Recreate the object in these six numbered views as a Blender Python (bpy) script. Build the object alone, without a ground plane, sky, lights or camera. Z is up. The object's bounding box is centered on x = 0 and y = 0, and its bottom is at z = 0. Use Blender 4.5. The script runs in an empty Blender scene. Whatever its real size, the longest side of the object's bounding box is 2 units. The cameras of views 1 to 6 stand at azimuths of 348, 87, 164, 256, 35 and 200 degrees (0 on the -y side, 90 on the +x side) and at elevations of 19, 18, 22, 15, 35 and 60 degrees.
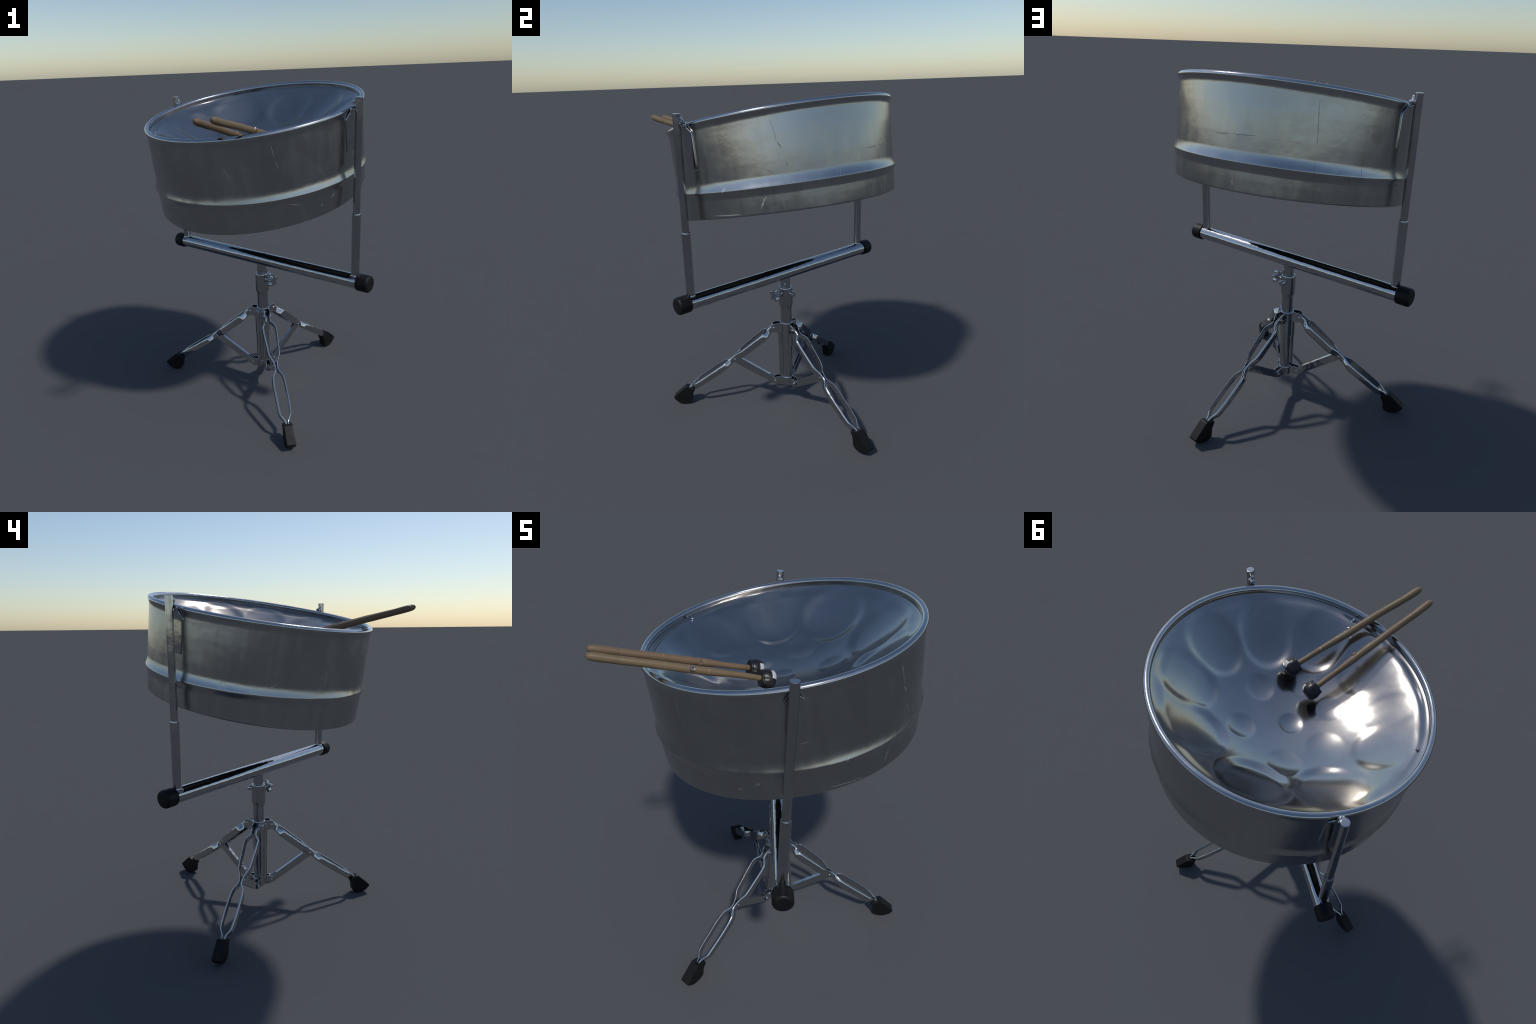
"""Tenor steel pan on a tripod stand, with two bamboo mallets lying in the bowl."""
import bpy, bmesh, math, random
import numpy as np
from math import sin, cos, pi, radians, sqrt, exp, atan2, hypot
from mathutils import Vector, Matrix, noise

random.seed(7)
SCENE = bpy.context.scene.collection

# ------------------------------------------------------------------ materials
class Nodes:
    """Tiny helper that makes node trees readable."""
    def __init__(self, name):
        self.mat = bpy.data.materials.new(name)
        self.mat.use_nodes = True
        self.t = self.mat.node_tree
        self.t.nodes.clear()
        self.out = self.t.nodes.new("ShaderNodeOutputMaterial")
        self.bsdf = self.t.nodes.new("ShaderNodeBsdfPrincipled")
        self.t.links.new(self.bsdf.outputs[0], self.out.inputs[0])

    def put(self, sock, v):
        if v is None:
            return
        if isinstance(v, bpy.types.NodeSocket):
            self.t.links.new(v, sock)
        else:
            sock.default_value = v

    def coord(self, kind="Object"):
        return self.t.nodes.new("ShaderNodeTexCoord").outputs[kind]

    def mapping(self, vec, scale=(1, 1, 1), loc=(0, 0, 0), rot=(0, 0, 0)):
        n = self.t.nodes.new("ShaderNodeMapping")
        self.put(n.inputs["Vector"], vec)
        n.inputs["Scale"].default_value = scale
        n.inputs["Location"].default_value = loc
        n.inputs["Rotation"].default_value = rot
        return n.outputs[0]

    def noise(self, vec, scale, detail=4.0, rough=0.55, dist=0.0, color=False):
        n = self.t.nodes.new("ShaderNodeTexNoise")
        self.put(n.inputs["Vector"], vec)
        n.inputs["Scale"].default_value = scale
        n.inputs["Detail"].default_value = detail
        n.inputs["Roughness"].default_value = rough
        n.inputs["Distortion"].default_value = dist
        return n.outputs["Color" if color else "Fac"]

    def voronoi(self, vec, scale, feature="F1", out="Distance", rnd=1.0):
        n = self.t.nodes.new("ShaderNodeTexVoronoi")
        n.feature = feature
        self.put(n.inputs["Vector"], vec)
        n.inputs["Scale"].default_value = scale
        n.inputs["Randomness"].default_value = rnd
        return n.outputs[out]

    def math(self, op, a, b=None, c=None, clamp=False):
        n = self.t.nodes.new("ShaderNodeMath")
        n.operation = op
        n.use_clamp = clamp
        self.put(n.inputs[0], a)
        self.put(n.inputs[1], b)
        self.put(n.inputs[2], c)
        return n.outputs[0]

    def vmath(self, op, a, b=None):
        n = self.t.nodes.new("ShaderNodeVectorMath")
        n.operation = op
        self.put(n.inputs[0], a)
        self.put(n.inputs[1], b)
        return n.outputs["Value"] if op in ("DOT_PRODUCT", "LENGTH", "DISTANCE") else n.outputs[0]

    def vscale(self, a, s):
        n = self.t.nodes.new("ShaderNodeVectorMath")
        n.operation = "SCALE"
        self.put(n.inputs[0], a)
        self.put(n.inputs["Scale"], s)
        return n.outputs[0]

    def xyz(self, vec):
        n = self.t.nodes.new("ShaderNodeSeparateXYZ")
        self.put(n.inputs[0], vec)
        return n.outputs

    def combine(self, x, y, z):
        n = self.t.nodes.new("ShaderNodeCombineXYZ")
        for i, v in enumerate((x, y, z)):
            self.put(n.inputs[i], v)
        return n.outputs[0]

    def ramp(self, fac, stops):
        n = self.t.nodes.new("ShaderNodeValToRGB")
        self.put(n.inputs[0], fac)
        el = n.color_ramp.elements
        while len(el) < len(stops):
            el.new(0.5)
        for e, (p, col) in zip(el, stops):
            e.position = p
            e.color = (*col, 1) if isinstance(col, tuple) else (col, col, col, 1)
        return n.outputs[0]

    def range(self, v, a, b, c=0.0, d=1.0):
        n = self.t.nodes.new("ShaderNodeMapRange")
        n.interpolation_type = "SMOOTHSTEP"
        for k, x in zip(range(5), (v, a, b, c, d)):
            self.put(n.inputs[k], x)
        return n.outputs[0]

    def mix(self, fac, a, b):
        n = self.t.nodes.new("ShaderNodeMix")
        n.data_type = "RGBA"
        self.put(n.inputs[0], fac)
        for s, v in ((n.inputs[6], a), (n.inputs[7], b)):
            self.put(s, (*v, 1) if isinstance(v, tuple) else v)
        return n.outputs[2]

    def bump(self, height, strength, dist):
        n = self.t.nodes.new("ShaderNodeBump")
        n.inputs["Strength"].default_value = strength
        n.inputs["Distance"].default_value = dist
        self.put(n.inputs["Height"], height)
        return n.outputs[0]

    def finish(self, color, rough, metal=0.0, normal=None, spec=None):
        self.put(self.bsdf.inputs["Base Color"], (*color, 1) if isinstance(color, tuple) else color)
        self.put(self.bsdf.inputs["Roughness"], rough)
        self.put(self.bsdf.inputs["Metallic"], metal)
        self.put(self.bsdf.inputs["Normal"], normal)
        if spec is not None:
            self.put(self.bsdf.inputs["Specular IOR Level"], spec)
        return self.mat


def chrome(name, base, rough, wobble, wscale=18.0):
    k = Nodes(name)
    v = k.coord()
    smear = k.noise(v, 9, 5, 0.6)
    col = k.mix(k.range(smear, 0.3, 0.7), tuple(c * 0.93 for c in base), base)
    worn = k.range(k.noise(v, 55, 3, 0.6), 0.66, 0.74)
    r = k.math("ADD", k.range(smear, 0.35, 0.75, rough * 0.7, rough * 1.5), k.math("MULTIPLY", worn, 0.12))
    h = k.noise(v, wscale, 2, 0.5)
    return k.finish(col, r, 1.0, k.bump(h, 1.0, wobble))


def rubber(name, base):
    k = Nodes(name)
    v = k.coord()
    n = k.noise(v, 30, 6, 0.65)
    col = k.mix(k.range(n, 0.3, 0.75), base, tuple(c * 1.5 for c in base))
    scuff = k.range(k.noise(v, 45, 2, 0.5), 0.74, 0.77)
    col = k.mix(scuff, col, (0.10, 0.10, 0.095))
    return k.finish(col, k.range(n, 0.2, 0.8, 0.42, 0.62), 0.0,
                    k.bump(k.noise(v, 220, 3), 0.12, 0.001), spec=0.25)


WALL_R = 0.637
# marks on the shell: (bearing, depth, bearing, depth, half width, wobble)
DARK_MARKS = [(37, .256, 46, .250, .0016), (46, .250, 57, .241, .0016), (-8.0, .055, -6.6, .16, .0013),
              (-6.6, .160, -5.2, .190, .0035), (-4.3, .25, -3.2, .285, .0022),
              (79.9, .042, 82.0, .26, .0011), (82.0, .30, 82.9, .475, .0013), (103.2, .29, 103.8, .39, .0014),
              (-48.7, .03, -48.2, .17, .0009), (-51.7, .229, -48.1, .226, .0009), (125, .376, 133, .384, .004)]
PALE_MARKS = [(-96.9, .05, -96.1, .12, .0016), (-96.0, .135, -94.9, .18, .0010), (-8.6, .055, -7.6, .10, .0018),
              (-93.8, .371, -87, .395, .0013), (-77.2, .438, -75.4, .43, .0040), (-70.0, .412, -67.6, .398, .0045),
              (-15.0, .405, -18.6, .465, .0032), (-44, .470, -28, .480, .0030), (-161, .19, -161, .27, .0013),
              (-36.4, .367, -33.7, .334, .0030), (48, .446, 48, .48, .0030), (151.4, .29, 151.2, .34, .0016),
              (-120, .12, -117, .21, .0011), (172, .30, 176, .27, .0011), (20, .36, 20.4, .33, .0016)]


def shell_steel():
    """Aged drum steel: blurred reflections broken up by angular worn patches, cracks and scratches."""
    k = Nodes("shell_steel")
    v = k.coord()
    x, y, z = k.xyz(v)
    u = k.math("MULTIPLY", k.math("ARCTAN2", y, x), WALL_R)
    d = k.math("MULTIPLY", z, -1.0)
    jig = k.math("MULTIPLY", k.math("SUBTRACT", k.noise(v, 70, 3), 0.5), 0.014)
    p = k.combine(k.math("ADD", u, jig), k.math("ADD", d, jig), 0.0)
    def marks(table):
        total = None
        for a0, d0, a1, d1, w in table:
            A = Vector((radians(a0) * WALL_R, d0)); B = Vector((radians(a1) * WALL_R, d1))
            ab = B - A
            m = k.t.nodes.new("ShaderNodeMapping")
            m.vector_type = "TEXTURE"
            k.put(m.inputs["Vector"], p)
            m.inputs["Location"].default_value = (*((A + B) / 2), 0)
            m.inputs["Rotation"].default_value = (0, 0, atan2(ab.y, ab.x))
            m.inputs["Scale"].default_value = (ab.length * 0.58, w * 1.25, 1)
            g = k.t.nodes.new("ShaderNodeTexGradient")
            g.gradient_type = "SPHERICAL"
            k.put(g.inputs[0], m.outputs[0])
            f = g.outputs["Fac"]
            total = f if total is None else k.math("MAXIMUM", total, f)
        return k.range(total, 0.05, 0.45)

    dark = marks(DARK_MARKS)
    pale = marks(PALE_MARKS)
    wrap = k.mapping(v, (1, 1, 0.8))
    warp = k.vmath("ADD", wrap, k.vscale(k.noise(v, 7, 3, 0.6, 0, True), 0.16))
    cell = k.voronoi(warp, 6.5, "F1", "Color", 1.0)
    cellv = k.xyz(cell)[0]
    cloud = k.noise(wrap, 3.2, 5, 0.6, 0.4)
    streak = k.noise(k.mapping(v, (9, 9, 0.9)), 2.2, 4, 0.6)
    tone = k.math("ADD", k.math("MULTIPLY", cellv, 0.10), k.math("ADD", k.math("MULTIPLY", cloud, 0.50), k.math("MULTIPLY", streak, 0.40)))
    col = k.ramp(tone, [(0.30, SHELL_A), (0.5, SHELL_B), (0.70, SHELL_C)])
    col = k.mix(k.math("MULTIPLY", pale, 0.45), col, (0.74, 0.75, 0.70))
    col = k.mix(k.math("MULTIPLY", dark, 0.6), col, (0.05, 0.05, 0.05))
    rough = k.range(tone, 0.30, 0.70, 0.18, 0.30)
    rough = k.math("ADD", rough, k.math("MULTIPLY", pale, 0.2))
    metal = k.math("SUBTRACT", 1.0, k.math("MULTIPLY", dark, 0.6))
    h = k.math("ADD", k.math("MULTIPLY", k.noise(v, 9, 3, 0.5), 0.8), k.math("MULTIPLY", k.math("SUBTRACT", pale, dark), 0.12))
    return k.finish(col, rough, metal, k.bump(h, 0.40, 0.004))


def bowl_steel():
    k = Nodes("bowl_steel")
    v = k.coord()
    cloud = k.noise(v, 4, 5, 0.6, 0.3)
    col = k.mix(k.range(cloud, 0.3, 0.7), BOWL_A, BOWL_B)
    nick = k.math("MULTIPLY", k.range(k.noise(k.mapping(v, (60, 9, 20), rot=(0, 0, 0.5)), 2.0, 3, 0.6), 0.73, 0.77),
                  k.range(k.noise(v, 6, 2), 0.55, 0.62))
    col = k.mix(k.math("MULTIPLY", nick, 0.7), col, (0.8, 0.8, 0.78))
    rough = k.math("ADD", k.range(cloud, 0.3, 0.7, 0.15, 0.20), k.math("MULTIPLY", nick, 0.2))
    return k.finish(col, rough, 1.0, k.bump(k.noise(v, 6, 1.5, 0.4), 0.4, 0.003))


def bamboo(name, tint):
    k = Nodes(name)
    v = k.coord()
    n = k.noise(v, 14, 4, 0.6)
    grain = k.noise(k.mapping(v, (120, 120, 5)), 1.0, 4, 0.6)
    col = k.ramp(n, [(0.28, (0.135, 0.102, 0.052)), (0.45, tint), (0.62, (0.18, 0.122, 0.074)), (0.8, (0.20, 0.118, 0.078))])
    col = k.mix(k.range(grain, 0.3, 0.75, 0.0, 0.45), col, (0.125, 0.085, 0.046))
    z = k.xyz(v)[2]
    # growth rings where the cane is jointed, scattered along the stick
    ring = None
    for at in (0.12, 0.29, 0.47):
        near = k.math("ABSOLUTE", k.math("SUBTRACT", z, at))
        m = k.range(near, 0.004, 0.001)
        ring = m if ring is None else k.math("MAXIMUM", ring, m)
    col = k.mix(k.math("MULTIPLY", ring, k.range(n, 0.4, 0.6, 0.1, 0.6)), col, (0.26, 0.21, 0.16))
    return k.finish(col, k.range(n, 0.3, 0.7, 0.42, 0.6), 0.0, k.bump(k.noise(v, 60, 4), 0.3, 0.001), spec=0.35)


def mallet_rubber():
    """Black rubber with a torn white label on the playing face."""
    k = Nodes("mallet_rubber")
    v = k.coord()
    x, y, z = k.xyz(v)
    edge = k.math("MULTIPLY", k.math("SUBTRACT", k.noise(v, 60, 3, 0.6), 0.5), 0.02)
    a = k.math("ADD", x, edge)
    b = k.math("ADD", z, edge)
    mask = k.math("MULTIPLY", k.range(a, 0.020, 0.0215), k.range(b, 0.006, 0.008))
    mask = k.math("MULTIPLY", mask, k.range(k.math("ABSOLUTE", y), 0.022, 0.020))
    n = k.noise(v, 30, 4)
    col = k.mix(k.range(n, 0.3, 0.7), (0.010, 0.010, 0.012), (0.018, 0.018, 0.02))
    col = k.mix(mask, col, (0.55, 0.55, 0.54))
    return k.finish(col, k.range(n, 0.3, 0.7, 0.28, 0.4), 0.0, None, spec=0.4)


SHELL_A, SHELL_B, SHELL_C = (0.435, 0.435, 0.432), (0.46, 0.462, 0.460), (0.495, 0.498, 0.495)
BOWL_A, BOWL_B = (0.39, 0.378, 0.362), (0.435, 0.422, 0.405)
M_SHELL = shell_steel()
M_BOWL = bowl_steel()
M_RIM = chrome("polished_rim", (0.52, 0.52, 0.52), 0.15, 0.0006, 14)
M_BAR = chrome("chrome_crossbar", (0.55, 0.56, 0.57), 0.07, 0.0022, 16)
M_CHROME = chrome("chrome_tube", (0.50, 0.505, 0.51), 0.13, 0.0006, 20)
M_LEG = chrome("chrome_leg", (0.58, 0.585, 0.59), 0.08, 0.0026, 20)
M_FOOT = rubber("foot_rubber", (0.0055, 0.0055, 0.0058))
M_CAP = rubber("cap_rubber", (0.0045, 0.0045, 0.005))
M_CANE_A = bamboo("bamboo_cane", (0.172, 0.125, 0.066))
M_CANE_B = bamboo("bamboo_cane_pale", (0.178, 0.117, 0.068))
M_HEAD = mallet_rubber()
def lightened_inside():
    k = Nodes("lightened_inside_steel")
    v = k.coord()
    n = k.noise(v, 6, 6, 0.65)
    col = k.ramp(n, [(0.3, (0.13, 0.13, 0.13)), (0.55, (0.19, 0.19, 0.185)), (0.8, (0.17, 0.145, 0.12))])  # dulled, lightened grey so the drum's reflection in the crossbar isn't black
    return k.finish(col, k.range(n, 0.3, 0.7, 0.5, 0.7), 0.25)


M_INSIDE = lightened_inside()
k = Nodes("copper_stub"); M_STUB = k.finish((0.45, 0.36, 0.30), 0.3, 0.9)

# ------------------------------------------------------------------ mesh helpers
def empty(name, label, category, matrix=None):
    o = bpy.data.objects.new(name, None)
    o.empty_display_size = 0.1
    SCENE.objects.link(o)
    o["label"] = label
    o["category"] = category
    if matrix is not None:
        o.matrix_world = matrix
    return o


def part(name, geo, mat, parent, sharp=35.0, bevel=0.0, weighted=True):
    verts, faces = geo
    me = bpy.data.meshes.new(name)
    me.from_pydata([tuple(v) for v in verts], [], faces)
    bm = bmesh.new()
    bm.from_mesh(me)
    bmesh.ops.remove_doubles(bm, verts=bm.verts, dist=1e-6)
    if bevel:
        es = [e for e in bm.edges if len(e.link_faces) == 2 and e.calc_face_angle(0) > radians(30)]
        bmesh.ops.bevel(bm, geom=es, offset=bevel, segments=2, affect="EDGES", profile=0.5, clamp_overlap=True)
    bmesh.ops.recalc_face_normals(bm, faces=bm.faces)
    bm.to_mesh(me)
    bm.free()
    me.polygons.foreach_set("use_smooth", [True] * len(me.polygons))
    me.set_sharp_from_angle(angle=radians(sharp))
    me.materials.append(mat)
    o = bpy.data.objects.new(name, me)
    SCENE.objects.link(o)
    o.parent = parent
    if weighted:
        w = o.modifiers.new("weighted_normals", "WEIGHTED_NORMAL")
        w.keep_sharp = True
        w.weight = 80
    return o


def join(*geos):
    V, F = [], []
    for v, f in geos:
        off = len(V)
        V += list(v)
        F += [tuple(i + off for i in q) for q in f]
    return V, F


def loft(rings, closed=True, caps=True, loop=False):
    """Skin a list of equal-length rings of points."""
    V = [p for r in rings for p in r]
    n = len(rings[0])
    m = len(rings)
    F = []
    for i in range(m if loop else m - 1):
        j = (i + 1) % m
        for q in range(n if closed else n - 1):
            r = (q + 1) % n
            F.append((i * n + q, i * n + r, j * n + r, j * n + q))
    if caps and not loop:
        F.append(tuple(range(n))[::-1])
        F.append(tuple((m - 1) * n + q for q in range(n)))
    return V, F


def axes(d):
    d = Vector(d).normalized()
    h = Vector((0, 0, 1)) if abs(d.z) < 0.9 else Vector((1, 0, 0))
    a = d.cross(h).normalized()
    return a, d.cross(a).normalized(), d


def turned(p0, p1, profile, n=48):
    """Solid of revolution from p0 toward p1; profile = [(distance, radius)]."""
    p0 = Vector(p0)
    a, b, d = axes(Vector(p1) - p0)
    rings = []
    for s, r in profile:
        rings.append([p0 + d * s + (a * cos(2 * pi * i / n) + b * sin(2 * pi * i / n)) * max(r, 1e-5) for i in range(n)])
    return loft(rings)


def tube(p0, p1, r, n=48, ch=0.002):
    L = (Vector(p1) - Vector(p0)).length
    return turned(p0, p1, [(0, r - ch), (ch * .3, r - ch * .3), (ch, r), (L - ch, r), (L - ch * .3, r - ch * .3), (L, r - ch)], n)


def prism(outline, origin, u, v, w, thick, bevel_only=None):
    """Flat polygon in the (u, v) plane, extruded along w by +-thick/2."""
    o, u, v, w = Vector(origin), Vector(u), Vector(v), Vector(w)
    r0 = [o + u * x + v * y - w * thick / 2 for x, y in outline]
    r1 = [o + u * x + v * y + w * thick / 2 for x, y in outline]
    return loft([r0, r1])


def smooth_path(pts, steps=8):
    """Catmull-Rom through control tuples."""
    P = [np.array(p, float) for p in pts]
    P = [2 * P[0] - P[1]] + P + [2 * P[-1] - P[-2]]
    out = []
    for i in range(1, len(P) - 2):
        for s in range(steps):
            t = s / steps
            a, b, c, d = P[i - 1:i + 3]
            out.append(0.5 * (2 * b + (c - a) * t + (2 * a - 5 * b + 4 * c - d) * t * t + (3 * b - a - 3 * c + d) * t ** 3))
    out.append(P[-2])
    return out


# ------------------------------------------------------------------ the drum
RIM_C = Vector((-0.0212, 0.0532, 1.8655))
N = Vector((-0.1500, -0.1177, 1.0)).normalized()
AX = Vector((0, 1, 0)).cross(N).normalized()
AY = N.cross(AX).normalized()
DRUM_M = Matrix.Translation(RIM_C) @ Matrix((AX, AY, N)).transposed().to_4x4()
SHEAR = (-0.0240 / 0.5, -0.0168 / 0.5)      # the body leans a little off the rim's axis
UP_DIR = radians(38)                                # bearing of the high side of the rim

drum = empty("steel_drum", "tilted silver tenor steel pan with dished, dented playing surface", "steel drum", DRUM_M)


def bell(x, w):
    return exp(-abs(x / w) ** 1.9)


def wall_radius(d, th):
    bead = 0.350 + 0.018 * cos(th - UP_DIR)
    base = float(np.interp(d, [0.0, .003, .009, .015, .021, .027, .034, .06, .12, .24, .32, .40, .44, .48, .503],
                           [.6448, .6456, .6440, .6420, .6400, .6387, .6381, .6380, .6383, .6378, .6366, .6350, .6340, .6325, .6315]))
    x = abs(d - bead)
    x = sqrt(x * x + 0.0035 ** 2) - 0.0020
    swell = (0.0122 + 0.0022 * noise.noise(Vector((cos(th) * 3, sin(th) * 3, 2.0))) - 0.0025 * max(0, noise.noise(Vector((cos(th) * 9, sin(th) * 9, 5.0))))) * max(0.0, 1 - x / (0.038 if d > bead else 0.052)) ** (1.5 if d > bead else 1.75)
    soft = 0.0010 * sin(3 * th + 1.0) * sin(pi * d / 0.5) + 0.0008 * sin(7 * th + 9 * d)
    return base + swell + soft


def at(th, r, d):
    return Vector((r * cos(th) + SHEAR[0] * d, r * sin(th) + SHEAR[1] * d, -d))


SEG = 256
TH = [2 * pi * i / SEG for i in range(SEG)]
def bottom(th):                                     # lower edge was cut a little unevenly: shorter beside the uprights
    return 0.4975 - 0.0080 * cos(2 * (th + radians(47)))


STEPS = [i / 149 for i in range(150)]
rings = []
for f in STEPS:
    ds = [0.003 + (bottom(t) - 0.009) * f for t in TH]
    rings.append([at(t, wall_radius(d, t), d) for t, d in zip(TH, ds)])
for k_ in range(1, 7):                              # bottom edge rolled inward
    ph = pi * k_ / 6
    rings.append([at(t, wall_radius(bottom(t), t) - 0.005 + 0.005 * cos(ph), bottom(t) - 0.006 + 0.006 * sin(ph)) for t in TH])
for f in reversed(STEPS[::6]):
    ds = [0.003 + (bottom(t) - 0.009) * f for t in TH]
    rings.append([at(t, wall_radius(d, t) - 0.010, d) for t, d in zip(TH, ds)])
skirt = part("skirt", loft(rings, loop=True), M_SHELL, drum, 60, weighted=False)
skirt.data.materials.append(M_INSIDE)
for i, poly in enumerate(skirt.data.polygons):
    poly.material_index = 1 if i >= (len(STEPS) + 6) * SEG else 0

# rim: a rolled tube with a short inner band that steps down to the playing surface
prof = [(0.6168, 0.0015), (0.6180, 0.004), (0.6192, 0.010), (0.6208, 0.020), (0.6212, 0.030), (0.6237, 0.030), (0.6257, 0.016)] + \
       [(0.6315 + 0.0150 * cos(radians(a)), -0.0145 * sin(radians(a))) for a in range(-105, 172, 8)]
rings = [[at(t, r, d) for r, d in prof] for t in TH]
part("rim", loft(rings, loop=True), M_RIM, drum, 28, weighted=False)

# playing surface: dished sheet with hammered note dents.  (x, y, radial half, tangential half, depth)
NOTES = []                                          # small sunk notes round the middle
PANELS = []                                         # ten large outer notes, sunk between raised ridges
DEEP_DIR = radians(103)
for bearing, r0, hr, half, h in [(-158, .470, .120, 12, .0030), (-125, .470, .145, 18, .0070), (-90, .455, .155, 16.5, .0135),
                                 (-54, .446, .165, 18.5, .0190), (-19, .470, .150, 17, .0165), (13, .472, .150, 16.5, .0150),
                                 (46, .462, .150, 19, .0155), (90, .460, .150, 21.5, .0165), (132, .455, .150, 20.5, .0170), (176, .462, .130, 18, .0075)]:
    ht = r0 * radians(half)
    PANELS.append((r0 * cos(radians(bearing)), r0 * sin(radians(bearing)), radians(bearing), hr, ht, h))
for x_, y_, r_, h in [(.168, .142, .070, .0088), (-.030, .004, .060, .0085), (-.080, .245, .084, .0066),
                      (-.222, .070, .088, .0052), (.175, -.110, .072, .0090), (.010, -.240, .076, .0060), (-.175, -.145, .066, .0045)]:
    NOTES.append((x_, y_, r_, h))
BOWL_R, BOWL_TOP, BOWL_LOW = 0.6208, 0.0205, 0.247


def smoothstep(a, b, x):
    t = min(1, max(0, (x - a) / (b - a)))
    return t * t * (3 - 2 * t)


def bowl_depth(x, y):
    r = hypot(x, y)
    q = min(1.0, r / BOWL_R)
    d = BOWL_TOP + (BOWL_LOW - BOWL_TOP) * (1 - q ** 2.1)
    d += 0.024 * (x * cos(DEEP_DIR) + y * sin(DEEP_DIR)) / BOWL_R * (1 - q * q)  # dished deeper toward one side
    fade = smoothstep(1.0, 0.955, q)
    for nx, ny, nr, h in NOTES:
        rho = hypot(x - nx, y - ny) / nr
        if rho < 1.5:
            t = 1 - rho * rho
            d += fade * h * (0.5 * (t + sqrt(t * t + 0.015)) - 0.5 * (sqrt(1.5625 + 0.015) - 1.25))
    for nx, ny, ang, hr, ht, h in PANELS:
        dx, dy = x - nx, y - ny
        p = (dx * cos(ang) + dy * sin(ang)) / hr
        s = (-dx * sin(ang) + dy * cos(ang)) / ht
        rho = sqrt(p * p + s * s)
        if rho < 1.5:
            t = 1 - rho * rho
            round_ = 0.5 * (t + sqrt(t * t + 0.02)) - 0.5 * (sqrt(1.5625 + 0.02) - 1.25)
            panel = 1 - smoothstep(0.70, 1.06, rho)                 # sunk most on the side toward the centre
            d += fade * h * (0.6 * round_ + 0.4 * panel) * (1 - 0.35 * p)
    d -= 0.013 * bell(q - 0.80, 0.20) * smoothstep(1.0, 0.90, q)
    d -= 0.016 * max(0.0, cos(atan2(y, x) + radians(140))) * bell(q - 0.90, 0.17) * smoothstep(1.0, 0.93, q)
    d += fade * 0.0016 * noise.noise(Vector((x * 5.5, y * 5.5, 3.1)))
    return d


def bowl_sheet(offset):
    radii = [BOWL_R * (i / 150) for i in range(1, 151)]
    V = [Vector((0, 0, -bowl_depth(0, 0) - offset))]
    for r in radii:
        V += [Vector((r * cos(t), r * sin(t), -bowl_depth(r * cos(t), r * sin(t)) - offset)) for t in TH]
    F = [(0, 1 + i, 1 + (i + 1) % SEG) for i in range(SEG)]
    for j in range(len(radii) - 1):
        for i in range(SEG):
            a, b = 1 + j * SEG + i, 1 + j * SEG + (i + 1) % SEG
            F.append((a, a + SEG, b + SEG, b))
    return V, F


top, under = bowl_sheet(0.0), bowl_sheet(0.005)
nv = len(top[0])
V = top[0] + under[0]
F = top[1] + [tuple(reversed([i + nv for i in f])) for f in under[1]]
last = nv - SEG
F += [(last + i, last + (i + 1) % SEG, nv + last + (i + 1) % SEG, nv + last + i) for i in range(SEG)]
bowl = part("playing_surface", (V, F), M_BOWL, drum, 60, weighted=False)
bowl.data.materials.append(M_INSIDE)
for i, poly in enumerate(bowl.data.polygons):
    poly.material_index = 1 if i >= len(top[1]) else 0


def dome(p, nrm, r, h, n=24, flat=0.0):
    return turned(p, Vector(p) + Vector(nrm), [(-0.004, r)] + [(flat + h * sin(a), r * cos(a)) for a in [pi / 2 * i / 7 for i in range(8)]], n)


for ang, rr in ((176, .592), (-101, .597)):
    x_, y_ = rr * cos(radians(ang)), rr * sin(radians(ang))
    z_ = -bowl_depth(x_, y_)
    part("rivet", join(dome((x_, y_, z_), (0, 0, 1), .0085, .009, flat=.004)), M_LEG, drum)

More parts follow.
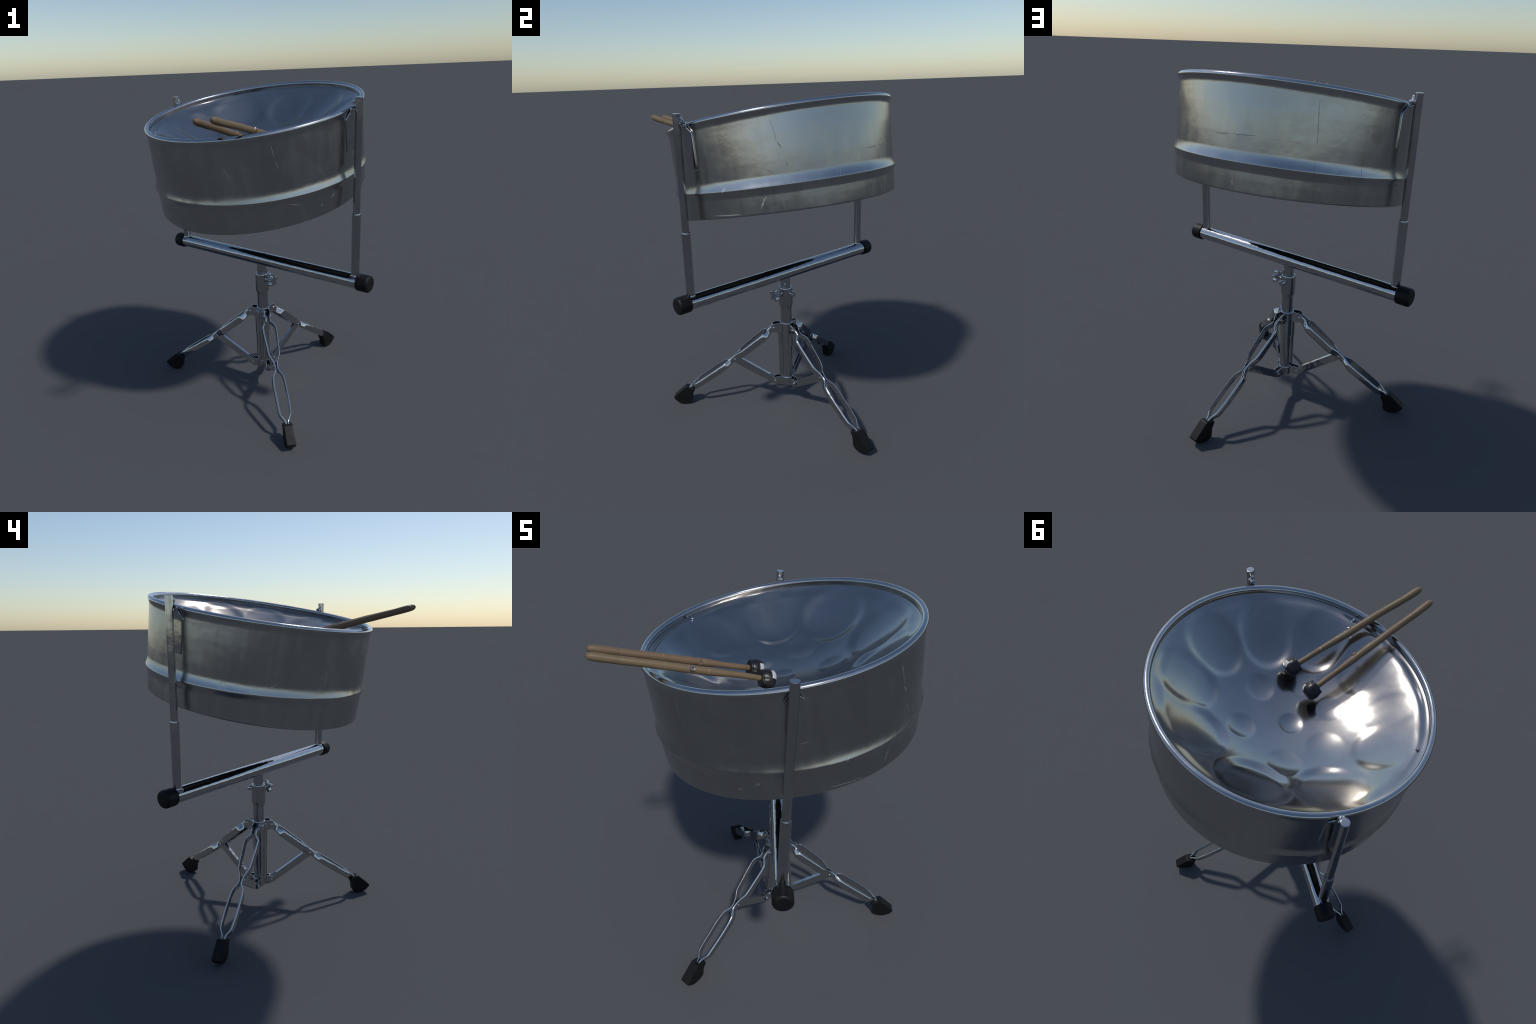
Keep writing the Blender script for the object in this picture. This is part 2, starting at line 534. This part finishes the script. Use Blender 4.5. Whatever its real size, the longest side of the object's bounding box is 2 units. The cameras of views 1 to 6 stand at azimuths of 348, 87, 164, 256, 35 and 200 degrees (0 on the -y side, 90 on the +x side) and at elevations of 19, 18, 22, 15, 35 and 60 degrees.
# hanger plates: shield-shaped straps on the wall, bolted to the uprights
POST_A, POST_B = Vector((0.4165, -0.4855, 0)), Vector((-0.4185, 0.6205, 0))
inv = DRUM_M.inverted()
for post, side in ((POST_A, 1), (POST_B, -1)):
    q = inv @ Vector((post.x, post.y, 1.83))
    th0 = atan2(q.y, q.x)
    outw = Vector((cos(th0), sin(th0), 0))
    tang = Vector((-sin(th0), cos(th0), 0))
    base = Vector((0, 0, 0))
    down = Vector((SHEAR[0], SHEAR[1], -1)).normalized()
    sh = 0.006 * side
    rings = []
    for dep, rad, half in ((-.012, .6600, .012), (-.006, .6590, .014), (.002, .6560, .016), (.012, .6505, .018), (.026, .6455, .029), (.037, .6420, .040),
                           (.045, .6408, .0430), (.060, .6402, .0435), (.120, .6402, .0430), (.200, .6396, .0415), (.213, .6396, .039), (.217, .6396, .035)):
        mid = at(th0, rad, dep) + tang * sh
        rings.append([mid + tang * t_ + outw * o_ for t_, o_ in ((-half, -.0035), (half, -.0035), (half, .0015), (half - .0015, .0030), (-half + .0015, .0030), (-half, .0015))])
    part("hanger_plate", loft(rings), M_CHROME, drum, 25)
    # lug that joins plate and upright, with a cap nut standing on it
    lug_in = inv @ Vector((post.x, post.y, 1.888))
    to_axis = -outw
    p_in = lug_in + to_axis * 0.012
    p_out = outw * 0.650 + tang * lug_in.dot(tang) + Vector((0, 0, lug_in.z - 0.002))
    bolt = part("hanger_bolt", join(tube(p_in, p_out, 0.0125, 24),
                                    turned(lug_in + to_axis * 0.019, lug_in + to_axis * 0.032, [(0, .015), (.001, .017), (.007, .017), (.008, .015)], 6),
                                    turned(lug_in + to_axis * 0.027 + Vector((0, 0, .004)), lug_in + to_axis * 0.027 + Vector((0, 0, .05)),
                                           [(0, .0085), (.016, .0085), (.021, .0075), (.025, .005), (.027, .001)], 20),
                                    tube(p_out + Vector((0, 0, -.022)) - outw * .004, p_out + Vector((0, 0, -.022)) + outw * .014, 0.0075, 16)),
                M_LEG, drum)

# ------------------------------------------------------------------ the stand
stand = empty("drum_stand", "chrome tripod stand with crossbar and two uprights", "drum stand", Matrix.Identity(4))
CAP_A, CAP_B = Vector((0.478, -0.562, 0.9185)), Vector((-0.472, 0.7055, 0.9185))
bar_dir = (CAP_A - CAP_B).normalized()
BAR_R = 0.0424
part("crossbar", tube(CAP_B + bar_dir * 0.006, CAP_A - bar_dir * 0.006, BAR_R, 64), M_BAR, stand)
for c, d in ((CAP_A, -bar_dir), (CAP_B, bar_dir)):
    L = 0.076
    part("end_cap", turned(c, c + d, [(0, .001), (0, .034), (.0015, .041), (.005, .0465), (.011, .0493), (.018, .0500), (L - .012, .0500), (L - .004, .0494), (L, .0475), (L, .0428), (L - .004, .0426)], 56), M_CAP, stand, 50)

for post in (POST_A, POST_B):
    foot, step, top_ = post + Vector((0, 0, 0.925)), post + Vector((0, 0, 1.3175)), post + Vector((0, 0, 1.931))
    up = part("upright", tube(foot, top_, 0.0194, 40, 0.003), M_CHROME, stand)
    part("upright_sleeve", join(turned(foot, step, [(0, .0242), (.3845, .0242), (.390, .0238), (.3925, .0224), (.3925, .0190)], 40)), M_CHROME, up)
    saddle = []
    for i in range(7):                              # weld bead where the upright meets the bar
        a = pi / 2 * i / 6
        saddle.append((0.028 + .014 * (1 - cos(a)) * 0.8, 0.0240 + 0.007 * (1 - sin(a))))
    part("weld_bead", turned(foot, step, [(0.01, .030)] + saddle, 40), M_BAR, up)

AXIS = Vector((0.001, 0.071, 0))
Z = Vector((0, 0, 1))
part("height_tube", tube(AXIS + Z * 0.60, AXIS + Z * 0.905, 0.0308), M_CHROME, stand)
part("height_collar", turned(AXIS + Z * 0.683, AXIS + Z, [(-.008, .0345), (0, .0352), (.002, .037), (.018, .0428), (.022, .0436), (.130, .0436), (.134, .0432), (.1375, .0415), (.138, .036), (.130, .0312)], 64), M_CHROME, stand, 40)
part("mast_tube", tube(AXIS + Z * 0.40, AXIS + Z * 0.690, 0.0350), M_CHROME, stand)
part("tripod_sleeve", turned(AXIS + Z * 0.405, AXIS + Z, [(-.004, .036), (0, .0368), (.006, .0392), (.070, .0395), (.074, .0405), (.078, .0395), (.150, .0395), (.158, .0400), (.160, .0422), (.170, .0428), (.172, .0415), (.172, .0355)], 64), M_LEG, stand, 40)
part("mast_foot", tube(AXIS + Z * 0.135, AXIS + Z * 0.412, 0.0345), M_LEG, stand)
for bearing in (187, 267):
    rod = AXIS + Vector((cos(radians(bearing)), sin(radians(bearing)), 0)) * 0.0355
    part("side_rod", join(tube(rod + Z * 0.140, rod + Z * 0.412, 0.0180, 32), tube(rod + Z * 0.404, rod + Z * 0.556, 0.0208, 32)), M_LEG, stand)
# small index lug above the collar
lug = AXIS + Vector((cos(radians(-8)), sin(radians(-8)), 0)) * 0.030
part("memory_lug", join(tube(lug + Z * .822, lug + Z * .852, .008, 16), tube(lug + Z * .842 - Vector((.01, 0, 0)), lug + Z * .842 + Vector((.012, -.002, 0)), .006, 16)), M_LEG, stand)

# clamp screw: star knob on one side, round bolt head square to it
kd = Vector((cos(radians(-53)), sin(radians(-53)), 0))
kt = kd.cross(Z)
kc = AXIS + Z * 0.785
star = []
for i in range(60):
    a = 2 * pi * i / 60
    f = 0.5 + 0.5 * cos(5 * (a - 0.35))
    star.append(((0.0205 + 0.0205 * f ** 0.75) * cos(a), (0.0205 + 0.0205 * f ** 0.75) * sin(a)))
knob = part("wing_knob", join(prism(star, kc + kd * 0.088, kt, Z, kd, 0.025)), M_LEG, stand, 50, 0.0015)
part("knob_stem", join(tube(kc + kd * .035, kc + kd * .082, .0115, 24), tube(kc + kd * .040, kc + kd * .054, .020, 24)), M_LEG, knob)
bd = Vector((cos(radians(38)), sin(radians(38)), 0))
part("clamp_bolt", join(tube(kc + bd * .036, kc + bd * .064, .0125, 24), turned(kc + bd * .058, kc + bd, [(0, .0145), (.002, .0165), (.018, .0165), (.020, .0145)], 28)), M_LEG, stand)

# tripod legs: twin straps that bow apart, pinch at the brace bolt, bow again and meet in the rubber foot
# (s = outward distance, side offset of strap from the leg's mid-plane, height of strap centre, strap height)
STRAP = [(0.078, .011, .548, .034), (0.100, .011, .532, .040), (0.118, .014, .516, .041), (0.132, .029, .503, .043), (0.146, .040, .491, .045),
         (0.170, .042, .470, .046), (0.230, .0390, .421, .046), (0.288, .0350, .373, .045), (0.306, .028, .358, .043), (0.328, .0145, .340, .040),
         (0.348, .0080, .324, .039), (0.363, .0068, .313, .039), (0.379, .0100, .302, .039), (0.398, .0235, .289, .039), (0.412, .031, .279, .040), (0.445, .0360, .255, .042),
         (0.520, .0365, .203, .042), (0.598, .0330, .149, .040), (0.616, .027, .137, .036), (0.636, .0125, .123, .031), (0.654, .0070, .110, .030), (0.690, .006, .085, .029)]
CROSS = [(-.0004, -.50), (-.0030, -.465), (-.0048, -.38), (-.0056, -.22), (-.0058, .0), (-.0054, .22), (-.0042, .38), (-.0022, .465), (.0004, .50),
         (.0032, .47), (.0044, .36), (.0034, .15), (.0030, -.15), (.0042, -.36), (.0030, -.47)]


def reach(s, more):                                  # stretch the lower leg outward
    return s + more * min(1.25, max(0.0, (s - .10) / .56))


def strap(orig, dr, lt, sgn, shift, more):
    path = smooth_path([(reach(p[0], more), *p[1:]) for p in STRAP], 6)
    rings = []
    for i, (s, off, zc, h) in enumerate(path):
        a, b = path[max(0, i - 1)], path[min(len(path) - 1, i + 1)]
        along = Vector((b[0] - a[0], sgn * (b[1] - a[1]), b[2] - a[2])).normalized()
        upv = Vector((0.60, 0, 0.80))
        upv = (upv - along * upv.dot(along)).normalized()
        thick = along.cross(upv).normalized() * (-sgn)
        wob = 0.0012 * noise.noise(Vector((s * 14, sgn * 3, shift)))
        # a slight lean where the straps bow out, so their faces catch some sky
        lean = 0.07 * min(1, max(0, (off - .012) / .022)) * (0.75 + 0.5 * noise.noise(Vector((s * 7, sgn * 5, shift + 4))))
        ring = []
        for tx, ty in CROSS:
            l = Vector((s, sgn * (off + wob), zc)) - thick * (1.15 * tx + ty * h * lean) + upv * (ty * h)
            ring.append(orig + dr * l.x + lt * l.y + Z * l.z)
        rings.append(ring)
    return loft(rings)


FOOT = [(.690, .1235), (.683, .1262), (.676, .1250), (.630, .1055), (.626, .1000), (.636, .0840), (.645, .0660), (.648, .0440), (.650, .0240), (.657, .0120),
        (.675, .0040), (.700, .0010), (.722, .0050), (.748, .0190), (.768, .0420), (.771, .0500), (.768, .0550)]
EAR = [(.028, .512), (.028, .576), (.070, .577), (.086, .573), (.098, .560), (.102, .545), (.096, .527), (.082, .516), (.060, .512)]
LOWEAR = [(.026, .128), (.026, .184), (.066, .186), (.086, .181), (.097, .168), (.098, .152), (.090, .138), (.074, .131)]
BRACE = [(.082, .176), (.089, .1825), (.318, .3360), (.338, .346), (.352, .340), (.360, .324), (.357, .308), (.345, .296), (.098, .1370), (.086, .1330), (.076, .1420), (.073, .1580)]
foot_tip = {}
for bearing, side_shift, seed, more in ((-93.6, .010, 1.0, .003), (32.4, .004, 2.0, .001), (147.2, .006, 3.0, .0)):
    a = radians(bearing)
    dr, lt = Vector((cos(a), sin(a), 0)), Vector((-sin(a), cos(a), 0))
    orig = AXIS + lt * side_shift
    leg = empty("leg", "", "")
    del leg["label"], leg["category"]
    leg.name = "leg"
    leg.parent = stand
    for sgn in (1, -1):
        part("leg_strap", strap(orig, dr, lt, sgn, seed, more), M_LEG, leg, 40)
    for sgn in (1, -1):
        part("hinge_ear", prism(EAR, orig + lt * .0195 * sgn, dr, Z, lt, .0045), M_LEG, leg, 50, 0.001)
    part("brace", join(prism(BRACE, orig + lt * .0085, dr, Z, lt, .004), prism(BRACE, orig - lt * .0085, dr, Z, lt, .004),
                       prism([(.115, .1995), (.300, .3235), (.302, .3185), (.118, .1945)], orig, dr, Z, lt, .0132)), M_LEG, leg, 50, 0.0009)
    for sgn in (1, -1):
        part("lower_ear", prism(LOWEAR, orig + lt * .0150 * sgn, dr, Z, lt, .0045), M_LEG, leg, 50, 0.001)
    pins = []
    for s, zz, w, r in ((.083, .546, .024, .0085), (.345, .3215, .0150, .0080), (.082, .158, .0195, .0065)):
        c = orig + dr * s + Z * zz
        for sgn in (1, -1):
            pins.append(dome(c + lt * sgn * w, lt * sgn, r, .004, 20))
    part("pivot_pin", join(*pins), M_LEG, leg)
    part("rubber_foot", prism([(s_ + more, z_) for s_, z_ in FOOT], orig, dr, Z, lt, .054), M_FOOT, leg, 40, 0.005)
# bottom collar tying the lower ears together
part("lower_bracket", turned(AXIS + Z * .128, AXIS + Z, [(0, .034), (.001, .0385), (.004, .0400), (.052, .0400), (.055, .0385), (.056, .034)], 56), M_LEG, stand, 40)

# ------------------------------------------------------------------ the mallets
def mallet(tip, head, mat, twist, nub_at, seed, stub_mat):
    tip, head = Vector(tip), Vector(head)
    z = (head - tip).normalized()
    x = Vector((0, 0, 1)).cross(z).normalized()
    y = z.cross(x)
    m = Matrix.Translation(tip) @ Matrix((x, y, z)).transposed().to_4x4()
    L = (head - tip).length
    o = empty("mallet", "bamboo stick mallet with black rubber head", "drum mallet", m)
    prof = [(-.0155, .002), (-.0145, .006), (-.011, .0105), (-.005, .0140), (.004, .0165), (.03, .0175), (.10, .0176), (.22, .0172), (.34, .0178), (.44, .0178),
            (.49, .0170), (.53, .0150), (.57, .0136), (.63, .0132), (L - .012, .0130)]
    path = smooth_path([(s, r) for s, r in prof], 5)
    rings = []
    for s, r in path:
        cx = 0.0022 * noise.noise(Vector((s * 6, seed, 0)))
        cy = 0.0022 * noise.noise(Vector((s * 6, seed, 9)))
        if s < 0:
            cx, cy = cx * 1.0, cy * 1.0
        rr = r * (1 + 0.07 * noise.noise(Vector((s * 17, seed, 4))))
        rings.append([Vector((cx + rr * cos(2 * pi * i / 28), cy + rr * sin(2 * pi * i / 28), s)) for i in range(28)])
    part("stick", loft(rings), mat, o, 50, weighted=False)
    for s, ang, r, h in nub_at:
        a = radians(ang)
        d = Vector((cos(a), sin(a), 0.25)).normalized()
        p = Vector((cos(a), sin(a), 0)) * 0.0135 + Vector((0, 0, s))
        part("twig_stub", turned(p, p + d, [(0, r * 1.25), (h * .5, r * 1.1), (h * .8, r), (h, r * .8), (h * .9, r * .55), (h * .8, .001)], 18), stub_mat, o, 50)
    hp = [(-.0335, .004), (-.0340, .022), (-.0338, .0335), (-.0325, .0372), (-.0290, .0385), (-.0255, .0378), (-.0215, .0392), (-.008, .0422), (.006, .0425),
          (.017, .0408), (.0250, .0368), (.0300, .0305), (.0325, .022), (.0335, .011), (.0335, .001)]
    hp = [tuple(q) for q in smooth_path(hp, 3)]
    hv, hf = turned((0, 0, 0), (0, 0, 1), hp, 48)
    hv = [v * (1 + 0.045 * noise.noise(v * 32 + Vector((seed, 0, 0)))) for v in hv]
    h = part("mallet_head", (hv, hf), M_HEAD, o, 60, weighted=False)
    h.matrix_parent_inverse = Matrix.Identity(4)
    h.location = (0, 0, L)
    h.rotation_euler = (0, 0, twist)
    return o


mallet((-0.376, -0.7185, 1.877), (0.073, -0.1625, 1.7155), M_CANE_A, radians(120), [(.40, 150, .011, .010), (.57, 60, .006, .004)], 1.0, M_STUB)
mallet((-0.446, -0.6585, 1.870), (-0.056, -0.0775, 1.696), M_CANE_B, radians(150), [(.45, 165, .0125, .010)], 5.0, M_CANE_B)
